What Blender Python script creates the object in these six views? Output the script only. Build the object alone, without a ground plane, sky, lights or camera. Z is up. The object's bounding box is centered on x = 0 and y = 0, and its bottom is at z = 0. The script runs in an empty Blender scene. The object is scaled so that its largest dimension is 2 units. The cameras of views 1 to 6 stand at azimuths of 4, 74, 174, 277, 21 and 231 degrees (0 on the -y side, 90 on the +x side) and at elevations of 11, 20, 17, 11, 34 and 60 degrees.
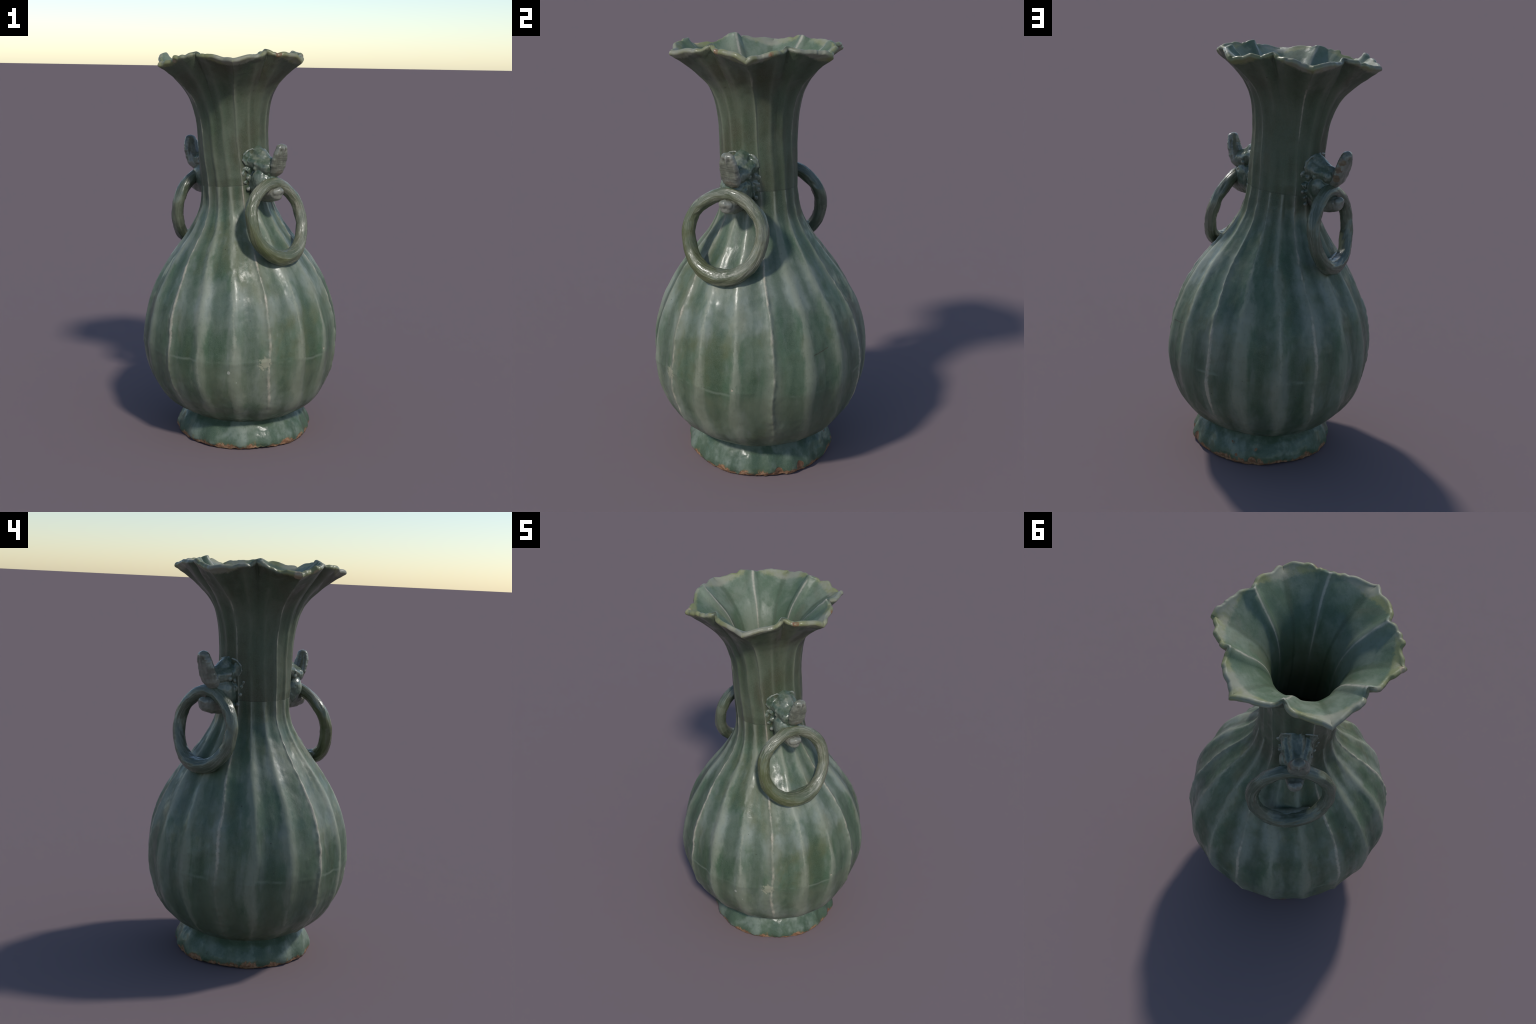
"""A lobed celadon pear-shaped vase with a flaring petal mouth and two
animal-mask handles holding loose rings."""
import bpy, bmesh, math
import numpy as np
from mathutils import Vector, Matrix, noise

PI = math.pi
D = PI / 180.0


# --------------------------------------------------------------------------
# helpers
# --------------------------------------------------------------------------
def spline(pts):
    """monotone-ish cubic (Catmull-Rom tangents) through (x, y) points"""
    p = np.array(list(pts), float)
    x, y = p[:, 0], p[:, 1]
    m = np.gradient(y, x)

    def f(q):
        q = np.clip(np.asarray(q, float), x[0], x[-1])
        i = np.clip(np.searchsorted(x, q, side="right") - 1, 0, len(x) - 2)
        h = x[i + 1] - x[i]
        t = (q - x[i]) / h
        a, b = 2 * t**3 - 3 * t**2 + 1, t**3 - 2 * t**2 + t
        c, d = -2 * t**3 + 3 * t**2, t**3 - t**2
        return a * y[i] + b * h * m[i] + c * y[i + 1] + d * h * m[i + 1]

    return f


def sstep(a, b, x):
    t = np.clip((np.asarray(x, float) - a) / (b - a), 0, 1)
    return t * t * (3 - 2 * t)


def field(P, scale, octaves=2, seed=0.0):
    """fractal noise at every point of an array (..., 3)"""
    s = P.shape[:-1]
    off = Vector((seed * 7.3, seed * 3.1, seed * 5.7))
    out = [noise.fractal(Vector(p) * scale + off, 0.9, 2.0, octaves) for p in P.reshape(-1, 3)]
    return np.array(out).reshape(s)


THINGS = []


def add_mesh(name, verts, faces, mat, parent=None, smooth=True):
    me = bpy.data.meshes.new(name)
    me.from_pydata([tuple(v) for v in np.asarray(verts).reshape(-1, 3)], [], faces)
    me.validate()
    me.update()
    if smooth:
        me.polygons.foreach_set("use_smooth", [True] * len(me.polygons))
    for m in mat if isinstance(mat, (list, tuple)) else [mat]:
        me.materials.append(m)
    ob = bpy.data.objects.new(name, me)
    bpy.context.scene.collection.objects.link(ob)
    if parent:
        ob.parent = parent
    return ob


def grid_faces(rows, cols, closed_cols=True, flip=False, start=0):
    f = []
    cc = cols if closed_cols else cols - 1
    for i in range(rows - 1):
        for j in range(cc):
            a = start + i * cols + j
            b = start + i * cols + (j + 1) % cols
            q = (a, b, b + cols, a + cols)
            f.append(q[::-1] if flip else q)
    return f


# --------------------------------------------------------------------------
# the plan of the vase: its leaning axis and the six sharp and twelve soft ribs
# --------------------------------------------------------------------------
def lean(z):
    """how far the neck has gone off the upright axis"""
    u = np.asarray(z, float) - 0.97
    return 0.5 * (u + np.sqrt(u * u + 0.01))


def axis_x(z):
    v = (np.asarray(z, float) - 1.38) / 0.26
    return -0.080 * lean(z) - 0.004 - 0.007 / (1 + v**4) + 0.005 * sstep(1.70, 1.95, z) + 0.011 * sstep(0.38, 0.06, z)


def axis_y(z):
    u = (np.asarray(z, float) - 0.92) / 0.16
    return -0.016 * lean(z) - 0.004 / (1 + u**4) + 0.001 + 0.004 * sstep(0.30, 0.06, z)


def twist(z, az):
    """azimuth in degrees of the first sharp rib; ribs turn as they climb"""
    z = np.asarray(z, float)
    u = z - 0.95
    t = 24.0 - 4.5 * z - 10.3 * 0.5 * (u + np.sqrt(u * u + 0.01))
    t = t + 2.6 * sstep(0.9, 1.6, z) * np.cos((az - 45.0) * D)
    return t + 0.7 * np.sin(11.0 * z) + 0.35 * np.sin(23.0 * z + 1.0)


def rib_distance(phi):
    """degrees to the nearest of 18 ribs, and whether that one is sharp"""
    u = np.mod(phi, 60.0)
    d18 = np.abs(np.mod(u + 10.0, 20.0) - 10.0)
    d6 = np.minimum(u, 60.0 - u)
    return d18, d6


def flute(phi, deep, bead):
    d18, d6 = rib_distance(phi)
    x = d18 / 10.0
    soft = -(1 - np.exp(-((x / 0.42) ** 2)))
    sharp = -(1 - (1 - x) ** 2.0)
    w = sstep(11, 9, d6)
    k = np.floor(np.mod(phi + 10.0, 360.0) / 20.0)
    deep = deep * (1.0 + 0.35 * np.sin(k * 2.4 + 0.7) * (1 - x))
    return deep * (soft * (1 - w) + sharp * w) - 0.35 * deep * np.exp(-((d6 / 7.0) ** 2)) + bead * np.exp(-((d6 / 1.4) ** 2))


def axis_tilt(z):
    return 0.014 * sstep(1.12, 1.34, z)


NA = 720
AZ = np.arange(NA) * 360.0 / NA


def place(rho, z, az):
    """cylindrical about the leaning axis -> points"""
    a = az * D
    zz = z + axis_tilt(z) * np.cos((az - 92.0) * D)
    return np.stack([axis_x(z) + rho * np.sin(a), axis_y(z) - rho * np.cos(a), zz], -1)


SEAM = 1.326
FOOT_TOP = 0.122

belly_profile = spline([
    (0.110, 0.262), (0.124, 0.284), (0.138, 0.306), (0.152, 0.332), (0.172, 0.363), (0.20, 0.396), (0.25, 0.437), (0.30, 0.465), (0.35, 0.485),
    (0.40, 0.499), (0.45, 0.507), (0.50, 0.5115), (0.55, 0.5095), (0.60, 0.5045), (0.65, 0.496), (0.70, 0.484),
    (0.75, 0.468), (0.80, 0.4475), (0.85, 0.422), (0.90, 0.3925), (0.95, 0.360), (1.00, 0.323), (1.05, 0.286),
    (1.10, 0.2505), (1.15, 0.220), (1.20, 0.197), (1.25, 0.184), (1.30, 0.1785), (1.34, 0.1765)])

flute_deep = spline([(0.1, 0.001), (0.2, 0.003), (0.35, 0.008), (0.6, 0.0135), (0.85, 0.0135), (1.1, 0.0075), (1.35, 0.0045), (1.6, 0.0038)])
bead_high = spline([(0.1, 0.0), (0.25, 0.001), (0.45, 0.0028), (0.9, 0.0028), (1.2, 0.0016), (1.35, 0.0013), (1.75, 0.002)])

# mouth: one profile through the drooping petal tips, one through the folds between
MOUTH_S = np.linspace(0, 1, 11)
BASE_R = float(belly_profile(SEAM))
tip_r = spline(zip(MOUTH_S, [BASE_R, 0.1790, 0.1805, 0.181, 0.1845, 0.193, 0.212, 0.247, 0.302, 0.357, 0.403]))
tip_z = spline(zip(MOUTH_S, [1.326, 1.40, 1.475, 1.545, 1.615, 1.68, 1.745, 1.80, 1.854, 1.895, 1.923]))
fold_r = spline(zip(MOUTH_S, [BASE_R, 0.1785, 0.1790, 0.179, 0.182, 0.190, 0.208, 0.238, 0.277, 0.311, 0.330]))
fold_z = spline(zip(MOUTH_S, [1.326, 1.40, 1.475, 1.545, 1.620, 1.69, 1.760, 1.822, 1.881, 1.936, 1.971]))


def petal(phi):
    """1 at a petal tip, 0 in the fold between two petals"""
    d6 = np.minimum(np.mod(phi, 60.0), 60.0 - np.mod(phi, 60.0))
    x = 1 - d6 / 30.0
    return 0.54 * (1 - np.exp(-x / 0.16)) + 0.461 * x**3


def rim_wear(az):
    """uneven, nibbled outline of the mouth, with one petal tip broken off square"""
    w = np.array([noise.fractal(Vector((4.2 * math.sin(a * D), 4.2 * math.cos(a * D), 3.0)), 0.8, 2.0, 3) for a in az])
    f = np.array([noise.noise(Vector((19 * math.sin(a * D), 19 * math.cos(a * D), 1.0))) for a in az])
    m = np.array([abs(noise.noise(Vector((4.1 * math.sin(a * D), 4.1 * math.cos(a * D), 6.0)))) for a in az])
    h = np.array([abs(noise.noise(Vector((5.6 * math.sin(a * D), 5.6 * math.cos(a * D), 16.0)))) for a in az])
    w = 0.006 * w + 0.0012 * f + 0.020 * (m - 0.25) + 0.016 * (h - 0.25)
    for c, half, cut in ((-47, 6.5, 0.014), (-64, 13, 0.025), (-69, 3.5, 0.010), (-94, 9, 0.006), (14, 12, -0.004), (188, 14, -0.010), (120, 10, -0.007), (117, 2.0, 0.010), (78, 5.0, 0.006), (-150, 3.0, 0.005)):
        w -= cut * np.exp(-(np.abs((az - c + 180) % 360 - 180) / half) ** 4)
    for c, half, out in ((-55.5, 2.2, 0.006), (-39, 2.2, 0.012)):
        w += out * np.exp(-(np.abs((az - c + 180) % 360 - 180) / half) ** 4)
    return w


def mouth(s, az, ribs=1.0):
    """points of the neck's outer wall; s and az broadcast"""
    znom = 0.5 * (tip_z(s) + fold_z(s))
    phi = az - twist(znom, az)
    c = petal(phi)
    k = sstep(0.0, 0.25, s)
    rho = fold_r(s) * (1 - c) + tip_r(s) * c
    xq = 1 - np.minimum(np.mod(phi, 60.0), 60.0 - np.mod(phi, 60.0)) / 30.0
    cz = 0.42 * (1 - np.exp(-xq / 0.16)) + 0.581 * xq**3
    z = fold_z(s) * (1 - cz) + tip_z(s) * cz
    fade = 1 - 0.85 * sstep(0.62, 1.0, s)
    rho = rho + ribs * (flute(phi, flute_deep(np.minimum(znom, 1.6)), bead_high(np.minimum(znom, 1.75))) + 0.0010) * fade
    rho = rho + 0.011 * np.exp(-((((az - 224 + 180) % 360 - 180) / 26.0) ** 2)) * sstep(0.3, 0.6, s) * sstep(1.0, 0.85, s)
    zz = z + 0.014 * np.cos((az - 92.0) * D)
    a = az * D
    return np.stack([axis_x(znom) + rho * np.sin(a), axis_y(znom) - rho * np.cos(a), zz + 0 * rho], -1), phi


def grid_normals(P):
    du = np.gradient(P, axis=0)
    dv = (np.roll(P, -1, 1) - np.roll(P, 1, 1)) * 0.5
    n = np.cross(dv, du)
    return n / np.maximum(np.linalg.norm(n, axis=-1, keepdims=True), 1e-9)


# --------------------------------------------------------------------------
# materials
# --------------------------------------------------------------------------
class Nodes:
    """small wrapper that lets node sockets be combined like numbers"""

    def __init__(self, name):
        self.mat = bpy.data.materials.new(name)
        self.mat.use_nodes = True
        self.t = self.mat.node_tree
        self.t.nodes.clear()
        self.out = self.t.nodes.new("ShaderNodeOutputMaterial")
        self.coord = self.t.nodes.new("ShaderNodeTexCoord").outputs["Object"]

    def link(self, src, dst):
        if isinstance(src, V):
            src = src.s
        if hasattr(src, "links"):
            self.t.links.new(src, dst)
        else:
            dst.default_value = src

    def math(self, op, a, b=0.0, c=0.0, clamp=False):
        n = self.t.nodes.new("ShaderNodeMath")
        n.operation = op
        n.use_clamp = clamp
        self.link(a, n.inputs[0])
        self.link(b, n.inputs[1])
        self.link(c, n.inputs[2])
        return V(self, n.outputs[0])

    def xyz(self, v=None):
        n = self.t.nodes.new("ShaderNodeSeparateXYZ")
        self.link(v or self.coord, n.inputs[0])
        return [V(self, o) for o in n.outputs]

    def vec(self, x, y, z):
        n = self.t.nodes.new("ShaderNodeCombineXYZ")
        for s, i in zip((x, y, z), n.inputs):
            self.link(s, i)
        return n.outputs[0]

    def scaled(self, sx, sy, sz, v=None, loc=(0, 0, 0)):
        n = self.t.nodes.new("ShaderNodeMapping")
        self.link(v or self.coord, n.inputs["Vector"])
        n.inputs["Scale"].default_value = (sx, sy, sz)
        n.inputs["Location"].default_value = loc
        return n.outputs[0]

    def noise(self, scale, detail=3.0, rough=0.55, vec=None, distort=0.0):
        n = self.t.nodes.new("ShaderNodeTexNoise")
        self.link(vec or self.coord, n.inputs["Vector"])
        n.inputs["Scale"].default_value = scale
        n.inputs["Detail"].default_value = detail
        n.inputs["Roughness"].default_value = rough
        n.inputs["Distortion"].default_value = distort
        return V(self, n.outputs[0])

    def voronoi(self, scale, vec=None, feature="F1"):
        n = self.t.nodes.new("ShaderNodeTexVoronoi")
        n.feature = feature
        self.link(vec or self.coord, n.inputs["Vector"])
        n.inputs["Scale"].default_value = scale
        return V(self, n.outputs["Distance"])

    def ramp(self, v, a, b, smooth=True):
        n = self.t.nodes.new("ShaderNodeMapRange")
        n.interpolation_type = "SMOOTHSTEP" if smooth else "LINEAR"
        self.link(v, n.inputs["Value"])
        self.link(a, n.inputs["From Min"])
        self.link(b, n.inputs["From Max"])
        return V(self, n.outputs[0])

    def mix(self, f, a, b, mode="MIX"):
        n = self.t.nodes.new("ShaderNodeMix")
        n.data_type = "RGBA"
        n.blend_type = mode
        ins = [i for i in n.inputs if i.type == "RGBA"]
        self.link(f, n.inputs[0])
        for x, i in zip((a, b), ins):
            if isinstance(x, tuple):
                i.default_value = (*x, 1)
            else:
                self.link(x, i)
        return [o for o in n.outputs if o.type == "RGBA"][0]

    def near(self, p, r, rough=0.0, nz=None):
        """1 close to the point p, 0 beyond r, with a ragged edge"""
        n = self.t.nodes.new("ShaderNodeVectorMath")
        n.operation = "DISTANCE"
        self.link(self.coord, n.inputs[0])
        n.inputs[1].default_value = p
        d = V(self, n.outputs["Value"])
        if nz is not None:
            d = d + (nz - 0.5) * rough
        return self.ramp(d, r, r * 0.8)

    def finish(self, color, rough, bump=None, strength=0.2, dist=0.004, coat=0.0, spec=0.5):
        b = self.t.nodes.new("ShaderNodeBsdfPrincipled")
        self.link(color, b.inputs["Base Color"])
        self.link(rough, b.inputs["Roughness"])
        b.inputs["Specular IOR Level"].default_value = spec
        b.inputs["Coat Weight"].default_value = coat
        b.inputs["Coat Roughness"].default_value = 0.12
        if bump is not None:
            n = self.t.nodes.new("ShaderNodeBump")
            n.inputs["Strength"].default_value = strength
            n.inputs["Distance"].default_value = dist
            self.link(bump, n.inputs["Height"])
            self.t.links.new(n.outputs[0], b.inputs["Normal"])
        self.t.links.new(b.outputs[0], self.out.inputs[0])
        return self.mat


class V:
    def __init__(self, n, s):
        self.n, self.s = n, s

    def __add__(self, o): return self.n.math("ADD", self, o)
    __radd__ = __add__
    def __sub__(self, o): return self.n.math("SUBTRACT", self, o)
    def __rsub__(self, o): return self.n.math("SUBTRACT", o, self)
    def __mul__(self, o): return self.n.math("MULTIPLY", self, o)
    __rmul__ = __mul__
    def __truediv__(self, o): return self.n.math("DIVIDE", self, o)
    def __rtruediv__(self, o): return self.n.math("DIVIDE", o, self)
    def __neg__(self): return self.n.math("MULTIPLY", self, -1.0)


def fn(v, op, b=0.0, c=0.0):
    return v.n.math(op, v, b, c)


def rib_nodes(N):
    """the same rib plan as the geometry, in nodes: d18, d6 in degrees, azimuth, height"""
    x, y, z = N.xyz()
    u = z - 0.97
    ln = (u + fn(u * u + 0.01, "SQRT")) * 0.5
    xx = x + ln * 0.080 + 0.004 - N.ramp(z, 0.38, 0.06) * 0.011
    v2 = (z - 1.38) / 0.26
    v2 = v2 * v2
    xx = xx + 0.007 / (v2 * v2 + 1.0) - N.ramp(z, 1.70, 1.95) * 0.005
    u3 = (z - 0.92) / 0.16
    u4 = u3 * u3
    yy = y + ln * 0.016 + 0.004 / (u4 * u4 + 1.0) - 0.001 - N.ramp(z, 0.30, 0.06) * 0.004
    az = fn(fn(xx, "ARCTAN2", -yy), "DEGREES")
    u2 = z - 0.95
    t = 24.0 - z * 4.5 - (u2 + fn(u2 * u2 + 0.01, "SQRT")) * 5.15
    t = t + N.ramp(z, 0.9, 1.6) * 2.6 * fn(fn(az - 45.0, "RADIANS"), "COSINE")
    t = t + fn(z * 11.0, "SINE") * 0.7 + fn(z * 23.0 + 1.0, "SINE") * 0.35
    phi = az - t
    d6 = fn(phi, "PINGPONG", 30.0)
    d6 = fn(fn(phi, "ADD", 720.0), "PINGPONG", 30.0)
    d18 = fn(fn(phi, "ADD", 720.0), "PINGPONG", 10.0)
    return d18, d6, az, z, xx, yy


def glaze(name, part):
    """semi-opaque sea-green glaze: pale and buff where it runs thin over the ribs,
    deep green where it pools in the flutes, with cloudy olive and greyish bands and fine grain"""
    N = Nodes(name)
    d18, d6, az, z, xx, yy = rib_nodes(N)
    cloud = N.noise(3.0, 4, 0.6, N.scaled(1, 1, 0.9))
    cloud2 = N.noise(6.5, 5, 0.6, N.scaled(1, 1, 0.5, loc=(3, 1, 5)))
    cloud3 = N.noise(4.2, 4, 0.6, N.scaled(1, 1, 0.7, loc=(7, 8, 1)), 0.6)
    streak = N.noise(16, 4, 0.65, N.scaled(1, 1, 0.12, loc=(1, 7, 2)))
    fine = N.noise(70, 3, 0.7)
    grain = N.noise(260, 2, 0.6)
    x = d18 / 10.0
    deep, mid, pale, olive, mist = (0.026, 0.052, 0.026), (0.084, 0.118, 0.074), (0.255, 0.265, 0.198), (0.088, 0.098, 0.046), (0.190, 0.210, 0.172)  # greens darkened, blue cut, toward the vase's shadow side
    c = N.mix(N.ramp(cloud, 0.38, 0.62), mid, (0.112, 0.138, 0.092))
    c = N.mix(N.ramp(cloud2, 0.42, 0.62) * 0.6, c, (0.050, 0.098, 0.052))
    if part == "belly":
        c = N.mix(N.ramp(cloud3, 0.50, 0.68) * 0.75, c, olive)
        c = N.mix(N.ramp(cloud * 0.5 + streak * 0.5, 0.47, 0.64) * 0.75, c, mist)
        c = N.mix(N.ramp(cloud, 0.48, 0.62) * N.ramp(z, 0.62, 0.80) * N.ramp(z, 1.10, 0.95) * 0.7, c, (0.205, 0.235, 0.200))
        c = N.mix(N.ramp(z + (cloud2 - 0.5) * 0.25, 1.15, 1.28) * 0.8, c, (0.068, 0.074, 0.040))
        pool = N.ramp(x + (cloud2 - 0.5) * 2.0 + (cloud - 0.5) * 1.6, 0.42, 1.08)
        crest = N.ramp(x + (streak - 0.5) * 1.2 + (cloud2 - 0.5) * 1.3, 0.46, 0.05)
        soft = N.ramp(d6, 4.0, 9.0)
        c = N.mix(pool * 0.62, c, deep)
        c = N.mix(crest * (soft * 0.34 + 0.2), c, pale)
        thin = N.ramp(x + (streak - 0.5) * 0.9 + (fine - 0.5) * 0.25, 0.16, 0.02)
        c = N.mix(thin * soft * N.ramp(streak * 0.5 + cloud2 * 0.5, 0.46, 0.60) * 0.45, c, (0.36, 0.36, 0.28))
    elif part == "neck":
        pool = N.ramp(x + (streak - 0.5) * 1.2, 0.30, 1.0)
        crest = N.ramp(x + (streak - 0.5) * 0.9, 0.50, -0.05)
        ol = N.ramp(N.noise(3.2, 4, 0.6, N.scaled(1, 1, 0.45, loc=(9, 2, 4))), 0.42, 0.60)
        c = N.mix(ol * 0.52 + 0.38, c, (0.060, 0.054, 0.029))
        c = N.mix(pool * N.ramp(cloud2, 0.40, 0.60) * 0.5, c, (0.040, 0.050, 0.026))
        c = N.mix(crest * N.ramp(streak * 0.6 + cloud * 0.4, 0.42, 0.58) * 0.5, c, (0.155, 0.160, 0.112))
    elif part == "mouth":
        c = N.mix(N.ramp(cloud2, 0.40, 0.62), (0.080, 0.120, 0.070), (0.165, 0.198, 0.142))
        c = N.mix(N.ramp(cloud3, 0.48, 0.66) * 0.6, c, (0.120, 0.128, 0.078))
        c = N.mix(N.ramp(d6 + (streak - 0.5) * 5.0, 4.0, 0.5) * 0.6, c, (0.055, 0.078, 0.042))
    else:
        blotch = N.noise(11, 4, 0.6, N.scaled(1, 1, 0.55))
        c = N.mix(N.ramp(blotch, 0.44, 0.64), (0.050, 0.082, 0.050), (0.138, 0.172, 0.134))
        c = N.mix(N.ramp(cloud3, 0.45, 0.65) * 0.5, c, (0.060, 0.095, 0.052))
    # sharp ribs, where the glaze drew back to a thin pinkish-buff line
    if part in ("belly", "neck"):
        gap = N.noise(11, 4, 0.65, N.scaled(1, 1, 0.45, loc=(4, 4, 9)))
        wide = 0.2 + gap * (2.2 if part == "belly" else 1.9)
        line = N.ramp(d6 + (fine - 0.5) * 1.4 + (streak - 0.5) * 1.5, wide, wide * 0.2)
        if part == "belly":
            line = line * N.ramp(z, 0.20, 0.34) * (0.14 + N.ramp(gap, 0.42, 0.60) * 0.68)
        else:
            line = line * N.ramp(gap, 0.42, 0.64) * 0.62 * N.ramp(z, 1.92, 1.80)
        halo = N.ramp(d6 + (cloud2 - 0.5) * 6.0, 6.0, 1.0)
        c = N.mix(halo * (0.30 if part == "belly" else 0.12), c, (0.205, 0.215, 0.165))
        c = N.mix(line, c, (0.42, 0.37, 0.29))
    if part == "mouth":
        # thin edge of the folds, where the glaze has run off
        gap = N.noise(9, 3, 0.6, N.scaled(1, 1, 0.5, loc=(4, 4, 9)))
        f30 = 30.0 - d6
        fold = N.ramp(f30 + (fine - 0.5) * 1.2, 1.9, 0.3) * N.ramp(z, 1.62, 1.75) * N.ramp(gap, 0.30, 0.50)
        c = N.mix(N.ramp(f30 + (cloud2 - 0.5) * 5, 6.0, 1.0) * 0.3, c, (0.215, 0.225, 0.180))
        c = N.mix(fold * 0.75, c, (0.40, 0.365, 0.29))
    # fine grain and rare pin-holes
    c = N.mix(N.ramp(grain, 0.35, 0.7) * 0.20, c, (0.16, 0.195, 0.14))
    c = N.mix(N.ramp(fine, 0.52, 0.75) * 0.22, c, (0.030, 0.055, 0.034))
    pits = N.ramp(N.voronoi(9.0, N.scaled(1, 1, 1, loc=(2, 2, 2))), 0.04, 0.02)
    c = N.mix(pits * 0.8, c, (0.04, 0.035, 0.025))
    glossy = N.ramp(N.noise(14, 3, 0.6, N.scaled(1, 1, 0.45, loc=(6, 1, 8))), 0.44, 0.60)
    rough = 0.50 - glossy * 0.24 + fine * 0.06
    soft_relief = N.noise(9, 1, 0.4, N.scaled(1, 1, 0.5, loc=(5, 5, 5)))
    bump = fine * 0.22 + grain * 0.05 + soft_relief * 2.4 + streak * 0.9
    if part == "belly":
        # throwing joint round the widest part, and kiln flaws
        wob = N.noise(3.0, 2, 0.5)
        level = z - (wob - 0.5) * 0.07
        joint = N.ramp(fn(level - 0.505 + (streak - 0.5) * 0.02, "ABSOLUTE"), 0.011, 0.0)
        c = N.mix(joint * N.ramp(cloud2, 0.48, 0.62) * 0.38, c, (0.24, 0.28, 0.21))
        below = N.ramp(level + (cloud2 - 0.5) * 0.06, 0.53, 0.46)
        c = N.mix(below * N.ramp(cloud, 0.62, 0.38) * 0.5, c, (0.110, 0.120, 0.078))
        crust = N.near((0.160, -0.484, 0.505), 0.034, 0.085, fine)
        c = N.mix(crust * 0.45, c, (0.40, 0.37, 0.26))
        for p, r, k in (((-0.016, -0.507, 0.46), 0.009, (0.36, 0.36, 0.30)), ((0.443, -0.252, 0.527), 0.008, (0.42, 0.35, 0.26)),
                        ((0.02, -0.5, 0.41), 0.004, (0.34, 0.36, 0.30)), ((0.12, -0.44, 0.80), 0.006, (0.10, 0.045, 0.02))):
            c = N.mix(N.near(p, r, r * 1.2, fine) * 0.8, c, k)
        # hairline crack
        t = (xx * -0.16 + yy * 0.987 - 0.08) / 0.048
        ck = fn(z - 0.676 - t * 0.008 - t * t * 0.004 - (fine - 0.5) * 0.008, "ABSOLUTE")
        crack = N.ramp(ck, 0.0035, 0.0008) * N.ramp(fn(t, "ABSOLUTE"), 1.0, 0.8) * N.ramp(xx, 0.2, 0.3)
        c = N.mix(crack * 0.6, c, (0.055, 0.030, 0.018))
    if part in ("neck", "mouth"):
        # worn lip, buff-olive, with red body showing at the chips
        h = fn(fn(d6, "RADIANS") * 6.0, "COSINE") * -0.023 + 1.950 + fn(fn(az - 92.0, "RADIANS"), "COSINE") * 0.014
        rr = fn(xx * xx + yy * yy, "SQRT")
        edge = N.ramp(z - h + (fine - 0.5) * 0.02, -0.016, -0.004) * N.ramp(rr + (fine - 0.5) * 0.03, 0.328, 0.346)
        c = N.mix(edge * 0.72, c, N.mix(N.ramp(cloud2, 0.42, 0.58), (0.225, 0.225, 0.095), (0.27, 0.26, 0.195)))
        for p, r in (((0.185, -0.268, 1.975), 0.018), ((0.30, -0.06, 1.975), 0.017), ((0.32, 0.21, 1.94), 0.016), ((-0.43, -0.03, 1.93), 0.012), ((0.19, -0.22, 1.985), 0.012)):
            c = N.mix(N.near(p, r * 0.95, 0.034, fine) * (0.35 + N.ramp(fine, 0.40, 0.58) * 0.5), c, (0.20, 0.068, 0.030))
        for p in ((-0.395, -0.225, 1.914), (-0.320, -0.306, 1.924)):
            c = N.mix(N.near(p, 0.022, 0.014, fine) * 0.85, c, (0.32, 0.25, 0.165))
        # dirt in the joint with the belly
        sm = N.ramp(fn(z - fn(fn(az - 92.0, "RADIANS"), "COSINE") * 0.014 - 1.327 - (fine - 0.5) * 0.004, "ABSOLUTE"), 0.006, 0.001)
        c = N.mix(sm * 0.35 * N.ramp(cloud2, 0.40, 0.52), c, (0.03, 0.035, 0.025))
    if part == "foot":
        ragged = N.noise(15, 4, 0.65, N.scaled(1, 1, 0.6))
        bare = N.ramp(z - (ragged - 0.43) * 0.15, 0.012, 0.007)
        spots = N.near((0.180, 0.300, 0.105), 0.018, 0.02, fine)
        for p, r in (((0.065, 0.345, 0.083), 0.018), ((0.156, 0.325, 0.045), 0.014), ((0.082, 0.350, 0.024), 0.022), ((0.360, 0.001, 0.02), 0.024), ((0.350, 0.11, 0.035), 0.022)):
            spots = fn(spots, "MAXIMUM", N.near(p, r, 0.026, ragged))
        clay = N.mix(N.ramp(fine, 0.35, 0.65), (0.19, 0.088, 0.042), (0.30, 0.175, 0.098))
        clay2 = N.mix(N.ramp(cloud2, 0.4, 0.6), clay, (0.125, 0.056, 0.030))
        edge = N.ramp(z - (ragged - 0.43) * 0.15, 0.024, 0.008)
        c = N.mix(edge * 0.6, c, (0.17, 0.13, 0.06))
        both = fn(bare, "MAXIMUM", spots)
        c = N.mix(both, c, N.mix(spots, clay, clay2))
        rough = rough + both * 0.4
        bump = bump + both * -1.2
    if part == "mouth":
        rough = rough + 0.14
    return N.finish(c, rough, bump, 0.30, 0.006, spec=0.38)


def handle_glaze(name, olive_at=None, low=(0.088, 0.108, 0.066), high=(0.150, 0.162, 0.112)):
    """greyer, thinner glaze of the applied handles: buff on the high spots, dark in the hollows"""
    N = Nodes(name)
    geo = N.t.nodes.new("ShaderNodeNewGeometry")
    pt = V(N, geo.outputs["Pointiness"])
    a = N.noise(11, 4, 0.6)
    b = N.noise(34, 4, 0.65, N.scaled(1, 1, 0.5))
    fine = N.noise(120, 3, 0.65)
    c = N.mix(N.ramp(a, 0.38, 0.62), low, high)
    c = N.mix(N.ramp(b, 0.45, 0.68) * 0.6, c, (0.230, 0.235, 0.175))
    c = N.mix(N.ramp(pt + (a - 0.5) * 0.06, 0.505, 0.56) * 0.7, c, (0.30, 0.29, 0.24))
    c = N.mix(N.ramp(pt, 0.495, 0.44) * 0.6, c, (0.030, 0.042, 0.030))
    c = N.mix(N.ramp(fine, 0.5, 0.75) * 0.3, c, (0.09, 0.10, 0.07))
    for p, r, k in olive_at or ():
        c = N.mix(N.near(p, r, 0.04, b) * 0.65, c, k)
    return N.finish(c, 0.22 + a * 0.16, b * 1.0 + fine * 0.3 + a, 0.35, 0.004, coat=0.2)


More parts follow.
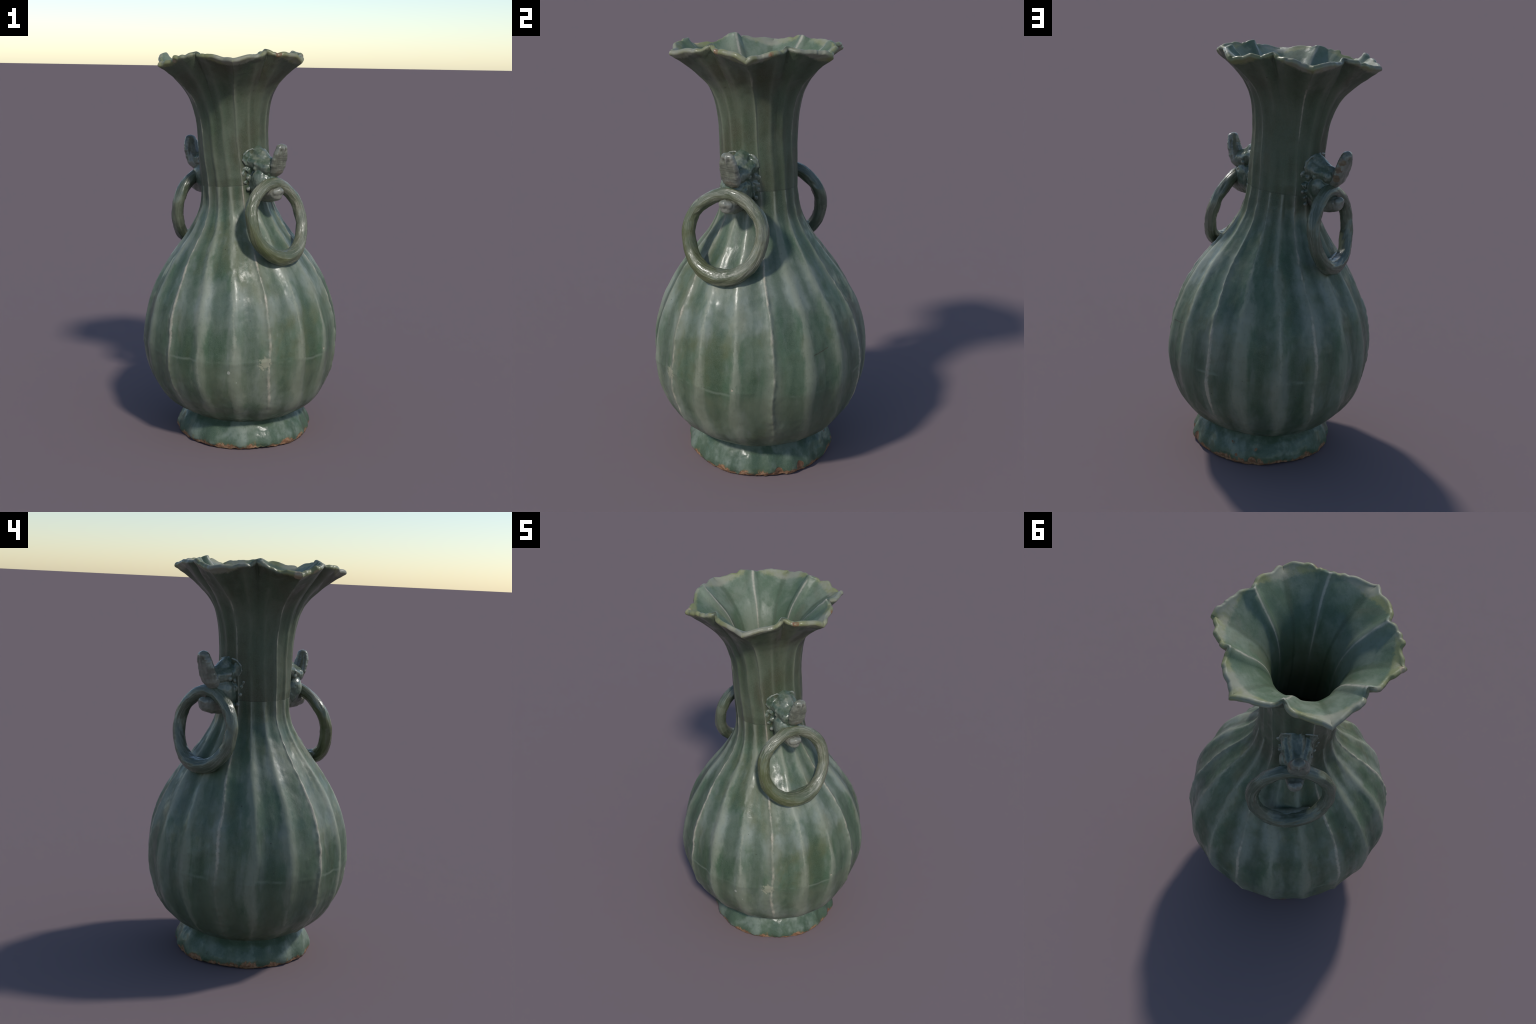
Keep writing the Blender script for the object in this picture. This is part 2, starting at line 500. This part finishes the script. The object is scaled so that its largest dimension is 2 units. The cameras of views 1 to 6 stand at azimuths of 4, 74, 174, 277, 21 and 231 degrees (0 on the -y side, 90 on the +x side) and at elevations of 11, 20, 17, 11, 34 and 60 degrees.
def ring_glaze(name, olive, c1, c2, c3):
    """streaky glaze that runs round the ring with the way it was rolled"""
    N = Nodes(name)
    x, y, z = N.xyz()
    th = fn(z, "ARCTAN2", x)
    rad = fn(x * x + z * z, "SQRT")
    ph = fn(y, "ARCTAN2", rad - 0.185)
    st = N.noise(1.0, 4, 0.6, N.vec(fn(th, "COSINE") * 2.6, fn(th, "SINE") * 2.6, fn(ph, "SINE") * 3.2))
    st2 = N.noise(1.0, 4, 0.65, N.vec(th * 1.5, fn(ph, "COSINE") * 4.0, fn(ph, "SINE") * 4.0))
    fine = N.noise(110, 3, 0.65)
    big = N.noise(7, 3, 0.5)
    c = N.mix(N.ramp(big, 0.38, 0.62), c1, c2)
    c = N.mix(N.ramp(st2, 0.47, 0.66) * 0.75, c, c3)
    c = N.mix(N.ramp(st, 0.52, 0.38) * 0.35, c, (0.07, 0.075, 0.045))
    c = N.mix(N.ramp(fine, 0.5, 0.75) * 0.25, c, (0.08, 0.085, 0.06))
    if olive:
        k = N.ramp(x * olive[0] + z * olive[1] + (big - 0.5) * 0.25, 0.02, 0.17)
        c = N.mix(k * 0.6, c, (0.065, 0.078, 0.018))
    return N.finish(c, 0.20 + big * 0.14, st2 * 1.2 + st * 0.8 + fine * 0.2, 0.40, 0.006, coat=0.25)


MAT_BELLY = glaze("belly_celadon_glaze", "belly")
MAT_NECK = glaze("neck_celadon_glaze", "neck")
MAT_FOOT = glaze("foot_celadon_glaze", "foot")
MAT_MOUTH = glaze("mouth_celadon_glaze", "mouth")
GREY1, GREY2 = (0.095, 0.108, 0.060), (0.155, 0.158, 0.104)


# --------------------------------------------------------------------------
# the vase
# --------------------------------------------------------------------------
root = bpy.data.objects.new("vase", None)
bpy.context.scene.collection.objects.link(root)
root["label"] = "tall lobed green celadon vase, petal mouth, two mask-and-ring handles"
root["category"] = "ceramic vase"


def build_belly():
    lo, hi = FOOT_TOP, SEAM
    n = 170
    z = np.append(np.linspace(lo, hi, n), [hi - 0.0006])
    z = np.sort(z)[:, None]
    az = AZ[None, :]
    phi = az - twist(z, az)
    rho = belly_profile(z) * (1 + 0.009 * np.cos(2 * (az - 143) * D) * sstep(0.15, 0.4, z) * sstep(1.2, 0.9, z)) + flute(phi, flute_deep(z), bead_high(z)) + 0.0010 + 0.0028 * sstep(0.2, 0.4, z) * sstep(1.15, 0.9, z)
    P = place(rho, z + 0 * az, az + 0 * z)
    # hand-made unevenness, broken ribs, the joint line round the widest part
    low = field(P, 5.0, 2, 1.0)
    fin = field(P, 22.0, 2, 2.0)
    nrm = grid_normals(P)
    zj = 0.505 + 0.012 * np.sin((az - 20) * D) + 0.006 * np.sin(5 * az * D)
    part = sstep(-0.15, 0.35, field(np.stack([np.sin(AZ * D), np.cos(AZ * D), 0 * AZ], -1), 2.2, 2, 11.0))[None, :]
    joint = part * 0.0016 * np.exp(-(((z - zj) / 0.008) ** 2)) - 0.0012 * sstep(zj + 0.03, zj - 0.005, z) * sstep(0.30, 0.42, z)
    fade = sstep(hi, hi - 0.05, z) * sstep(lo, lo + 0.05, z)
    ribn = np.exp(-((rib_distance(phi)[1] / 2.0) ** 2))
    P = P + nrm * ((0.0035 * low + 0.0012 * fin + 0.0035 * fin * ribn + joint) * fade)[..., None]
    # inside wall
    dent = 0.010 * np.exp(-(((z - 0.24) / 0.08) ** 2) - (((az - 42) / 32) ** 2)) - 0.003 * np.exp(-(((z - 0.17) / 0.06) ** 2) - (((az - 150) / 30) ** 2))
    P = P + nrm * dent[..., None]
    m = 60
    zi = np.linspace(hi, 0.16, m)[:, None]
    ri = np.maximum(belly_profile(zi) - 0.032 - 0.010 * sstep(1.0, 0.4, zi), 0.02)
    I = place(ri + 0 * az, zi + 0 * az, az + 0 * zi)
    fl = np.linspace(1, 0.03, 8)[1:, None]
    F = np.stack([ri[-1] * fl * np.sin(az * D), -ri[-1] * fl * np.cos(az * D), 0.16 - 0.012 * (1 - fl**2) + 0 * az], -1)
    allp = np.concatenate([P[::-1], ], 0)
    rows = np.concatenate([P, I, F], 0)
    faces = grid_faces(len(rows), NA)
    return add_mesh("belly", rows, faces, MAT_BELLY, root)


def build_neck():
    n = 150
    s = (np.linspace(0, 1, n))[:, None]
    az = AZ[None, :]
    P, phi = mouth(s + 0 * az, az + 0 * s)
    low = field(P, 6.0, 2, 3.0)
    fin = field(P, 24.0, 2, 4.0)
    nrm = grid_normals(P)
    # ragged rim: push the last rows outward or pull them in along the wall
    wear = rim_wear(AZ)[None, :, None]
    along = np.gradient(P, axis=0)
    along /= np.linalg.norm(along, axis=-1, keepdims=True)
    g = sstep(0.80, 1.0, s)[..., None]
    P = P + along * wear * g
    rough_rim = 0.0018 * fin * sstep(0.9, 1.0, s)
    P = P + nrm * ((0.0022 * low + 0.0008 * fin) * sstep(0.0, 0.06, s) + rough_rim)[..., None]
    # the neck overhangs the belly slightly at the joint
    lip = 0.0016 * np.exp(-(((s - 0.05) / 0.03) ** 2)) * (0.6 + 0.5 * np.sin(2 * az * D + 1.0))
    P = P + nrm * lip[..., None]
    # inside wall: smoother copy set in by the thickness of the clay
    Q, _ = mouth(s + 0 * az, az + 0 * s, ribs=0.0)
    Q = Q + along * wear * g
    Q = Q + nrm * (0.0022 * low * sstep(0.0, 0.06, s))[..., None]
    # the inside of each petal is a soft gutter, not a crease
    tipness = np.exp(-((rib_distance(phi)[1] / 7.0) ** 2))[..., None]
    soft = Q.copy()
    for _ in range(60):
        soft = (np.roll(soft, 2, 1) + 2 * soft + np.roll(soft, -2, 1)) / 4
    Q = Q + (soft - Q) * tipness * sstep(1.0, 0.93, s)[..., None]
    qn = grid_normals(Q)
    for _ in range(6):
        qn = (np.roll(qn, 1, 1) + qn + np.roll(qn, -1, 1)) / 3
    qn /= np.linalg.norm(qn, axis=-1, keepdims=True)
    foldy = np.exp(-((30.0 - rib_distance(phi)[1]) / 7.0) ** 2)
    th = 0.049 - 0.025 * sstep(0.66, 1.0, s) + 0.004 * foldy * sstep(0.35, 0.7, s) * sstep(1.0, 0.85, s)
    th = th * (1 + 0.10 * low)
    inner = Q - qn * th[..., None]
    # below the mouth the inside is almost round: no folds near the bottom
    # rounded lip between the two
    A, B = P[-1], inner[-1]
    mid = (A + B) / 2
    out_dir = along[-1]
    rad = np.linalg.norm(A - B, axis=-1, keepdims=True) / 2
    lipr = []
    for k in range(1, 8):
        t = PI * k / 8
        swell = 1.0 + 0.15 * math.sin(t)
        lipr.append(mid + (A - mid) * math.cos(t) * swell + out_dir * rad * math.sin(t) * 0.95)
    rows = np.concatenate([P, np.stack(lipr), inner[::-1]], 0)
    ob = add_mesh("neck", rows, grid_faces(len(rows), NA), (MAT_NECK, MAT_MOUTH), root)
    first_inside = (n + 4) * NA
    ob.data.polygons.foreach_set("material_index", [1 if i >= first_inside else 0 for i in range(len(ob.data.polygons))])
    return ob


foot_profile = spline([(0.0, 0.345), (0.012, 0.351), (0.035, 0.352), (0.06, 0.344), (0.082, 0.333), (0.105, 0.319), (0.122, 0.302), (0.145, 0.278)])


def build_foot():
    n = 48
    az = AZ[None, :]
    a = AZ * D
    nz = np.array([noise.fractal(Vector((3.5 * math.sin(t), 3.5 * math.cos(t), 8.0)), 0.8, 2.0, 4) for t in a])
    nf = np.array([noise.fractal(Vector((14 * math.sin(t), 14 * math.cos(t), 5.0)), 0.8, 2.0, 3) for t in a])
    cut = np.maximum(0, 0.004 + 0.009 * nz + 0.005 * nf)
    cut = cut - cut.min()
    u = np.linspace(0, 1, n)[:, None]
    z = cut[None] + (0.140 - cut[None]) * u
    phi = az - 22.0 - 6.0 * np.sin(az * D * 2)
    d18, d6 = rib_distance(phi)
    lobes = 0.0045 * np.cos(phi * 18 * D) * sstep(0.0, 0.02, z) * sstep(0.135, 0.08, z) - 0.003 * np.cos(phi * 6 * D + 0.6)
    rho = foot_profile(z) + lobes
    P = np.stack([0.016 + rho * np.sin(az * D), 0.005 - rho * np.cos(az * D), z], -1)
    low = field(P, 6.5, 2, 6.0)
    fin = field(P, 40.0, 3, 7.0)
    nrm = grid_normals(P)
    bare = sstep(0.022, 0.006, z - cut[None])
    P = P + nrm * (0.0042 * low + 0.0009 * fin + 0.003 * fin * bare - 0.002 * bare)[..., None]
    # chips knocked out of the glaze and the clay
    for c, zc, r, dep in ((155, 0.045, 0.016, 0.014), (150, 0.112, 0.018, 0.005), (170, 0.085, 0.02, 0.004), (168, 0.02, 0.024, 0.008), (90, 0.018, 0.022, 0.007), (107, 0.035, 0.02, 0.005)):
        q = np.array([0.345 * math.sin(c * D), -0.345 * math.cos(c * D), zc])
        d = np.linalg.norm(P - q, axis=-1)
        P = P - nrm * (dep * np.exp(-((d / r) ** 4)))[..., None]
    P[0, :, 2] = cut
    P[..., 2] = np.maximum(P[..., 2], 0.0)
    centre = np.array((0.016, 0.005))
    # foot ring underside, hollow inside and base
    rows = [P[0]]
    for f, zz in ((0.97, -0.0), (0.90, 0.001), (0.86, 0.006), (0.84, 0.03), (0.82, 0.065), (0.70, 0.075), (0.4, 0.078), (0.04, 0.079)):
        q = P[0].copy()
        q[:, :2] = centre + (q[:, :2] - centre) * f
        q[:, 2] = q[:, 2] * max(0.0, 1 - (1 - f) * 5) + zz
        rows.append(q)
    rows = np.concatenate([np.stack(rows[::-1]), P[1:]], 0)
    return add_mesh("foot", rows, grid_faces(len(rows), NA), MAT_FOOT, root)


belly = build_belly()
neck = build_neck()
foot = build_foot()


# --------------------------------------------------------------------------
# handles: animal mask with an upturned snout, lower jaw, and a ring
# --------------------------------------------------------------------------
NECK_X, NECK_Y = -0.042, -0.005


def frame(az, lift=0.0):
    """cylindrical frame of a handle: rho out from the neck axis, psi round it, z up"""
    def P(rho, psi, z):
        a = (az + psi) * D
        return Vector((float(axis_x(z)) + rho * math.sin(a), float(axis_y(z)) - rho * math.cos(a), z + lift))

    def L(rho, t, z):
        a = az * D
        o, s = Vector((math.sin(a), -math.cos(a), 0)), Vector((math.cos(a), math.sin(a), 0))
        return Vector((NECK_X, NECK_Y, z + lift)) + o * rho + s * t

    return P, L


class Clay:
    """blobs and rolls of clay pressed together, then fused into one skin"""

    def __init__(self, az):
        self.bm = bmesh.new()
        a = az * D
        self.o, self.s = Vector((math.sin(a), -math.cos(a), 0)), Vector((math.cos(a), math.sin(a), 0))

    def blob(self, c, r, rot=None, seg=20):
        """ellipsoid with radii (out, across, up) in the handle's frame"""
        M = Matrix((self.o, self.s, Vector((0, 0, 1)))).transposed().to_4x4()
        if rot is not None:
            M = M @ Matrix.Rotation(rot * D, 4, "Y")
        S = Matrix.Diagonal((*r, 1))
        bmesh.ops.create_uvsphere(self.bm, u_segments=seg, v_segments=seg // 2, radius=1, matrix=Matrix.Translation(c) @ M @ S)

    def roll(self, pts, rad, seg=12):
        """tube through points with a radius at each"""
        pts = [Vector(p) for p in pts]
        q, rr = [], []
        for i in range(len(pts) - 1):
            for k in range(4):
                t = k / 4
                q.append(pts[i].lerp(pts[i + 1], t))
                rr.append(rad[i] * (1 - t) + rad[i + 1] * t)
        q.append(pts[-1])
        rr.append(rad[-1])
        for p, r in zip(q, rr):
            bmesh.ops.create_icosphere(self.bm, subdivisions=2, radius=r, matrix=Matrix.Translation(p))

    def curl(self, c, r, thick, turns=1.4, n_dir=None):
        """little spiral lying on the surface, its flat side facing n_dir"""
        n = (n_dir or self.o).normalized()
        u = n.cross(Vector((0, 0, 1))).normalized()
        v = n.cross(u)
        k = int(14 * turns)
        for i in range(k + 1):
            t = i / k
            a = 2 * PI * turns * t
            rr = r * (1 - 0.8 * t)
            bmesh.ops.create_icosphere(self.bm, subdivisions=1, radius=thick * (1 + 0.3 * t), matrix=Matrix.Translation(c + (u * math.cos(a) + v * math.sin(a)) * rr + n * thick * t))

    def skin(self, name, voxel, mat, parent, smooth=6, rough=0.0, seed=0.0, carve=None):
        me = bpy.data.meshes.new(name)
        self.bm.to_mesh(me)
        self.bm.free()
        ob = bpy.data.objects.new(name, me)
        bpy.context.scene.collection.objects.link(ob)
        m = ob.modifiers.new("fuse", "REMESH")
        m.mode = "VOXEL"
        m.voxel_size = voxel
        m2 = ob.modifiers.new("soften", "SMOOTH")
        m2.factor = 0.5
        m2.iterations = smooth
        dg = bpy.context.evaluated_depsgraph_get()
        new = bpy.data.meshes.new_from_object(ob.evaluated_get(dg))
        ob.modifiers.clear()
        ob.data = new
        bpy.data.meshes.remove(me)
        new.name = name
        new.materials.clear()
        new.materials.append(mat)
        co = np.empty(len(new.vertices) * 3)
        no = np.empty(len(new.vertices) * 3)
        new.vertices.foreach_get("co", co)
        new.vertex_normals.foreach_get("vector", no)
        co, no = co.reshape(-1, 3), no.reshape(-1, 3)
        if rough:
            co = co + no * (rough * field(co, 24.0, 3, seed))[:, None]
        if carve:
            co = carve(co, no)
        # nothing may poke through the wall into the hollow of the neck
        ex, ey = co[:, 0] - axis_x(co[:, 2]), co[:, 1] - axis_y(co[:, 2])
        rr = np.maximum(np.hypot(ex, ey), 1e-6)
        k = np.maximum(rr, 0.161) / rr
        co[:, 0], co[:, 1] = axis_x(co[:, 2]) + ex * k, axis_y(co[:, 2]) + ey * k
        new.vertices.foreach_set("co", co.ravel())
        new.polygons.foreach_set("use_smooth", [True] * len(new.polygons))
        new.update()
        ob.parent = parent
        return ob


def build_handle(az, ring, mats, seed, slant, fat, lift=0.0):
    P, L = frame(az, lift)
    rng = np.random.default_rng(int(seed * 10))
    # --- mask pressed on the neck ---
    K = Clay(az)
    K.blob(L(0.140, 0, 1.410), (0.058, 0.074, 0.116))
    # forehead running out into the snout
    K.roll([L(0.155, 0, 1.500), L(0.195, 0, 1.466), L(0.230, 0, 1.446), L(0.266, 0, 1.436)], [0.034, 0.044, 0.038, 0.034])
    K.roll([L(0.195, 0, 1.43), L(0.262, 0, 1.405)], [0.046, 0.036])
    for t in (-0.026, 0.026):
        K.roll([L(0.170, t * 1.4, 1.450), L(0.220, t * 1.1, 1.432), L(0.262, t * 0.9, 1.424)], [0.036, 0.036, 0.032])
    for t in (-0.034, 0.034):
        K.blob(L(0.215, t, 1.345), (0.055, 0.034, 0.066))
        K.blob(L(0.245, t * 0.85, 1.352), (0.036, 0.030, 0.050))
    K.blob(L(0.225, -0.048, 1.362), (0.045, 0.028, 0.052))
    # upper lip and gums where the ring hangs
    K.roll([L(0.20, 0, 1.365), L(0.24, 0, 1.362), L(0.262, 0, 1.368)], [0.056, 0.046, 0.032])
    K.roll([L(0.20, 0, 1.335), L(0.25, 0, 1.332)], [0.050, 0.040])
    # cheeks down to the jaw
    K.blob(L(0.185, 0, 1.345), (0.060, 0.062, 0.075))
    K.blob(L(0.200, 0, 1.320), (0.055, 0.045, 0.050))
    # low crest on the forehead with two hollows beside it
    K.roll([P(0.172, 2, 1.528), P(0.181, 0, 1.505), L(0.200, 0, 1.475)], [0.006, 0.010, 0.011])
    for sd in (-1, 1):
        # ear: a low disc on the neck wall with a rolled rim
        K.blob(P(0.163, sd * 17, 1.468), (0.024, 0.034, 0.042))
        e = [P(q, sd * p, z) for q, p, z in ((0.176, 9, 1.512), (0.181, 18, 1.506), (0.180, 25, 1.484), (0.180, 27, 1.458), (0.181, 23, 1.436), (0.179, 17, 1.430))]
        K.roll(e, [0.006] * 6)
        # brow and eye
        K.roll([L(0.196, sd * 0.056, 1.452), L(0.214, sd * 0.058, 1.440), L(0.236, sd * 0.050, 1.434)], [0.010, 0.012, 0.010])
        K.blob(L(0.212, sd * 0.060, 1.418), (0.013, 0.010, 0.011))
        # curls of the mane down the cheek
        for p, z, r in ((26, 1.418, 0.017), (18, 1.408, 0.013), (27, 1.384, 0.013), (20, 1.372, 0.017), (25, 1.348, 0.012), (18, 1.338, 0.015), (21, 1.312, 0.012), (16, 1.290, 0.010)):
            p2, z2 = p + rng.normal() * 1.8, z + rng.normal() * 0.006
            r *= 1 + 0.2 * rng.normal()
            c = P(0.168 + 0.012 * max(0.0, (26 - p) / 10), sd * p2, z2)
            n = (c - Vector((float(axis_x(c.z)), float(axis_y(c.z)), c.z))).normalized()
            K.blob(c, (0.009, r, r), seg=14)
            K.curl(c + n * 0.0065, r * 0.95, 0.0040, 1.2, n)
    mask = K.skin("handle_mask", 0.0032, mats[0], root, 8, 0.0030, seed)
    # --- upturned snout: a tablet standing on the muzzle, its face scored ---
    K = Clay(az)
    lean_out = [(0.268, 1.402, 0.034, 0.028), (0.282, 1.416, 0.042, 0.028), (0.294, 1.440, 0.045, 0.025), (0.302, 1.470, 0.045, 0.022), (0.309, 1.497, 0.041, 0.021), (0.315, 1.524, 0.030, 0.022)]
    lean_out = [(r + slant * (0.5 + 0.5 * (z - 1.39) / 0.13), z, w + 0.012 * (fat - 1), t * fat) for r, z, w, t in lean_out]
    for r, z, w, t in lean_out:
        for k in np.linspace(-1, 1, 9):
            ww = (w - t * 0.8) * k
            bmesh.ops.create_icosphere(K.bm, subdivisions=2, radius=t * (1 - 0.12 * abs(k)), matrix=Matrix.Translation(L(r, ww + 0.012, z)))
    for (r, z, w, t), (r2, z2, w2, t2) in zip(lean_out, lean_out[1:]):
        for k in np.linspace(-1, 1, 9):
            bmesh.ops.create_icosphere(K.bm, subdivisions=2, radius=(t + t2) / 2 * (1 - 0.12 * abs(k)), matrix=Matrix.Translation(L((r + r2) / 2, 0.012 + ((w + w2) / 2 - t * 0.8) * k, (z + z2) / 2)))
    o = Vector((math.sin(az * D), -math.cos(az * D), 0))
    s = Vector((math.cos(az * D), math.sin(az * D), 0))

    def score(co, no):
        rel = co - np.array((NECK_X, NECK_Y, 0))
        rho, t, z = rel @ np.array(o), rel @ np.array(s) - 0.012, co[:, 2] - lift
        face = np.clip(no @ np.array(o), 0, 1) ** 2
        edge = sstep(0.038, 0.026, np.abs(t))
        rows = np.clip(np.sin(z * 2 * PI / 0.0105 + 0.6 * np.sin(t * 90)), 0, 1) * sstep(1.50, 1.485, z) * sstep(1.41, 1.43, z)
        nostril = np.exp(-(((np.abs(t) - 0.014) / 0.008) ** 2 + ((z - 1.512) / 0.014) ** 2))
        groove = np.exp(-((t / 0.003) ** 2)) * sstep(1.47, 1.50, z) * -1.0
        d = face * edge * (0.0007 * rows + 0.007 * nostril + 0.0015 * groove) + 0.0012 * face * edge
        side = (1 - face) * np.exp(-(((rho - 0.293 - (z - 1.44) * 0.20) / 0.005) ** 2)) * sstep(1.40, 1.43, z) * sstep(1.535, 1.51, z) * sstep(0.02, 0.03, np.abs(t))
        return co - no * (d + 0.004 * side)[:, None]

    snout = K.skin("snout", 0.0030, mats[1], mask, 8, 0.0022, seed + 1, score)
    # --- lower jaw with a curled lip ---
    K = Clay(az)
    K.roll([L(0.180, 0, 1.306), L(0.225, 0, 1.294), L(0.270, 0, 1.291), L(0.305, 0, 1.294)], [0.048, 0.044 * fat**0.6, 0.038 * fat**0.6, 0.031 * fat**0.6])
    for t in (-0.016, 0.016):
        K.roll([L(0.20, t * 1.4, 1.312), L(0.250, t * 1.2, 1.300), L(0.300, t, 1.300)], [0.038, 0.032, 0.024])
    K.roll([L(0.318, -0.016, 1.308), L(0.324, 0.0, 1.312), L(0.318, 0.016, 1.308)], [0.019, 0.021, 0.019])
    K.roll([L(0.250, 0, 1.33), L(0.262, 0, 1.355)], [0.032, 0.030])
    jaw = K.skin("jaw", 0.0032, mats[1], mask, 5, 0.0025, seed + 2)
    # --- ring ---
    raz, rc, zc, ra, rb, tilt, yaw, rt, rbot, bow, tuck = ring
    n0 = (raz + yaw) * D
    nrm = Vector((math.sin(n0), -math.cos(n0), 0))
    h = Vector((math.cos(n0), math.sin(n0), 0))
    up = Vector((0, 0, 1)) * math.cos(tilt * D) - nrm * math.sin(tilt * D)
    up.normalize()
    nn = h.cross(up)
    cen = Vector((math.sin(raz * D) * rc, -math.cos(raz * D) * rc, zc))
    M = Matrix((h, -nn, up)).transposed().to_4x4()
    M.translation = cen
    NT, NP = 200, 40
    th = np.arange(NT) * 2 * PI / NT
    ph = np.arange(NP) * 2 * PI / NP
    wob = np.array([noise.fractal(Vector((1.4 * math.cos(t), 1.4 * math.sin(t), seed * 3)), 0.8, 2, 3) for t in th])
    wob2 = np.array([noise.fractal(Vector((1.6 * math.cos(t), 1.6 * math.sin(t), seed * 5 + 9)), 0.8, 2, 2) for t in th])
    c = np.stack([(ra + 0.003 * wob) * np.cos(th), -bow * np.cos(th) ** 2 + 0.004 * wob2 + tuck * np.clip(np.sin(th), 0, 1), (rb + 0.003 * wob - np.clip(np.sin(th), 0, 1) * 0.010) * np.sin(th) - 0.010 * np.clip(np.sin(th), 0, 1) ** 0.5 * np.sin(2 * th) ** 2], -1)
    tan = np.roll(c, -1, 0) - np.roll(c, 1, 0)
    tan /= np.linalg.norm(tan, axis=1)[:, None]
    ey = np.array([0, 1.0, 0])
    bn = np.cross(ey, tan)
    bn /= np.linalg.norm(bn, axis=1)[:, None]
    if (bn[0] @ c[0]) < 0:
        bn = -bn
    ax2 = np.cross(tan, bn)
    rr = np.where(np.sin(th) < 0, rt + (rbot - rt) * np.sin(th) ** 2, rt) * (1 + 0.04 * wob2)
    surf = np.zeros((NT, NP, 3))
    for i in range(NT):
        for j in range(NP):
            p = ph[j]
            facet = noise.fractal(Vector((2.6 * math.cos(th[i]), 2.6 * math.sin(th[i]), seed)) + Vector((1.5 * math.cos(p), 1.5 * math.sin(p), 0)), 0.8, 2.0, 3)
            streak = noise.noise(Vector((math.cos(p) * 4.5, math.sin(p) * 4.5, 1.1 * math.cos(th[i]) + 2.0 * math.sin(th[i] * 0.5) + seed)))
            r = rr[i] * (1 + 0.11 * facet + 0.05 * streak)
            surf[i, j] = c[i] + r * (math.cos(p) * bn[i] + math.sin(p) * ax2[i])
    f = []
    for i in range(NT):
        for j in range(NP):
            a, b = i * NP + j, i * NP + (j + 1) % NP
            a2, b2 = ((i + 1) % NT) * NP + j, ((i + 1) % NT) * NP + (j + 1) % NP
            f.append((a, a2, b2, b))
    ob = add_mesh("ring", surf, f, mats[2], mask)
    ob.matrix_local = M
    bm = bmesh.new()
    bm.from_mesh(ob.data)
    bmesh.ops.recalc_face_normals(bm, faces=bm.faces)
    bm.to_mesh(ob.data)
    bm.free()
    # pad of clay that stuck the ring to the shoulder
    K = Clay(az)
    bot = [M @ Vector((ra * math.cos(t), -bow * math.cos(t) ** 2, rb * math.sin(t))) for t in np.linspace(-2.1, -1.04, 7)]
    K.roll([p - nn * 0.030 + Vector((0, 0, 0.010)) for p in bot], [0.012, 0.022, 0.027, 0.028, 0.027, 0.022, 0.012])
    pad = K.skin("ring_pad", 0.0036, mats[3], mask, 6, 0.003, seed + 4)
    return mask


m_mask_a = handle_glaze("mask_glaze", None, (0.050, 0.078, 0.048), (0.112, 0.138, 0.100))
TAB = ((0.118, 0.122, 0.090), (0.205, 0.200, 0.162))  # tablet tones lifted to include the sunlight falling on it
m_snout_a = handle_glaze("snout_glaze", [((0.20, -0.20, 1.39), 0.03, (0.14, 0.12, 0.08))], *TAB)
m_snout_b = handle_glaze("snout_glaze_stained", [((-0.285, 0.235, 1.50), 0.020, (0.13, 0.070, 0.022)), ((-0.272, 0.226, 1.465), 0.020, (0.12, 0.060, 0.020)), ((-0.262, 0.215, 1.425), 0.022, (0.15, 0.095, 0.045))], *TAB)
m_ring_a = ring_glaze("ring_glaze_olive", (-1.0, -0.45), GREY1, GREY2, (0.31, 0.295, 0.225))  # greys and buff streaks lightened to paint in sun highlights
m_ring_b = ring_glaze("ring_glaze_grey", None, (0.068, 0.086, 0.054), (0.108, 0.122, 0.082), (0.180, 0.192, 0.142))  # darker set than the other ring: shade of this side baked into colour
m_pad = handle_glaze("pad_glaze")

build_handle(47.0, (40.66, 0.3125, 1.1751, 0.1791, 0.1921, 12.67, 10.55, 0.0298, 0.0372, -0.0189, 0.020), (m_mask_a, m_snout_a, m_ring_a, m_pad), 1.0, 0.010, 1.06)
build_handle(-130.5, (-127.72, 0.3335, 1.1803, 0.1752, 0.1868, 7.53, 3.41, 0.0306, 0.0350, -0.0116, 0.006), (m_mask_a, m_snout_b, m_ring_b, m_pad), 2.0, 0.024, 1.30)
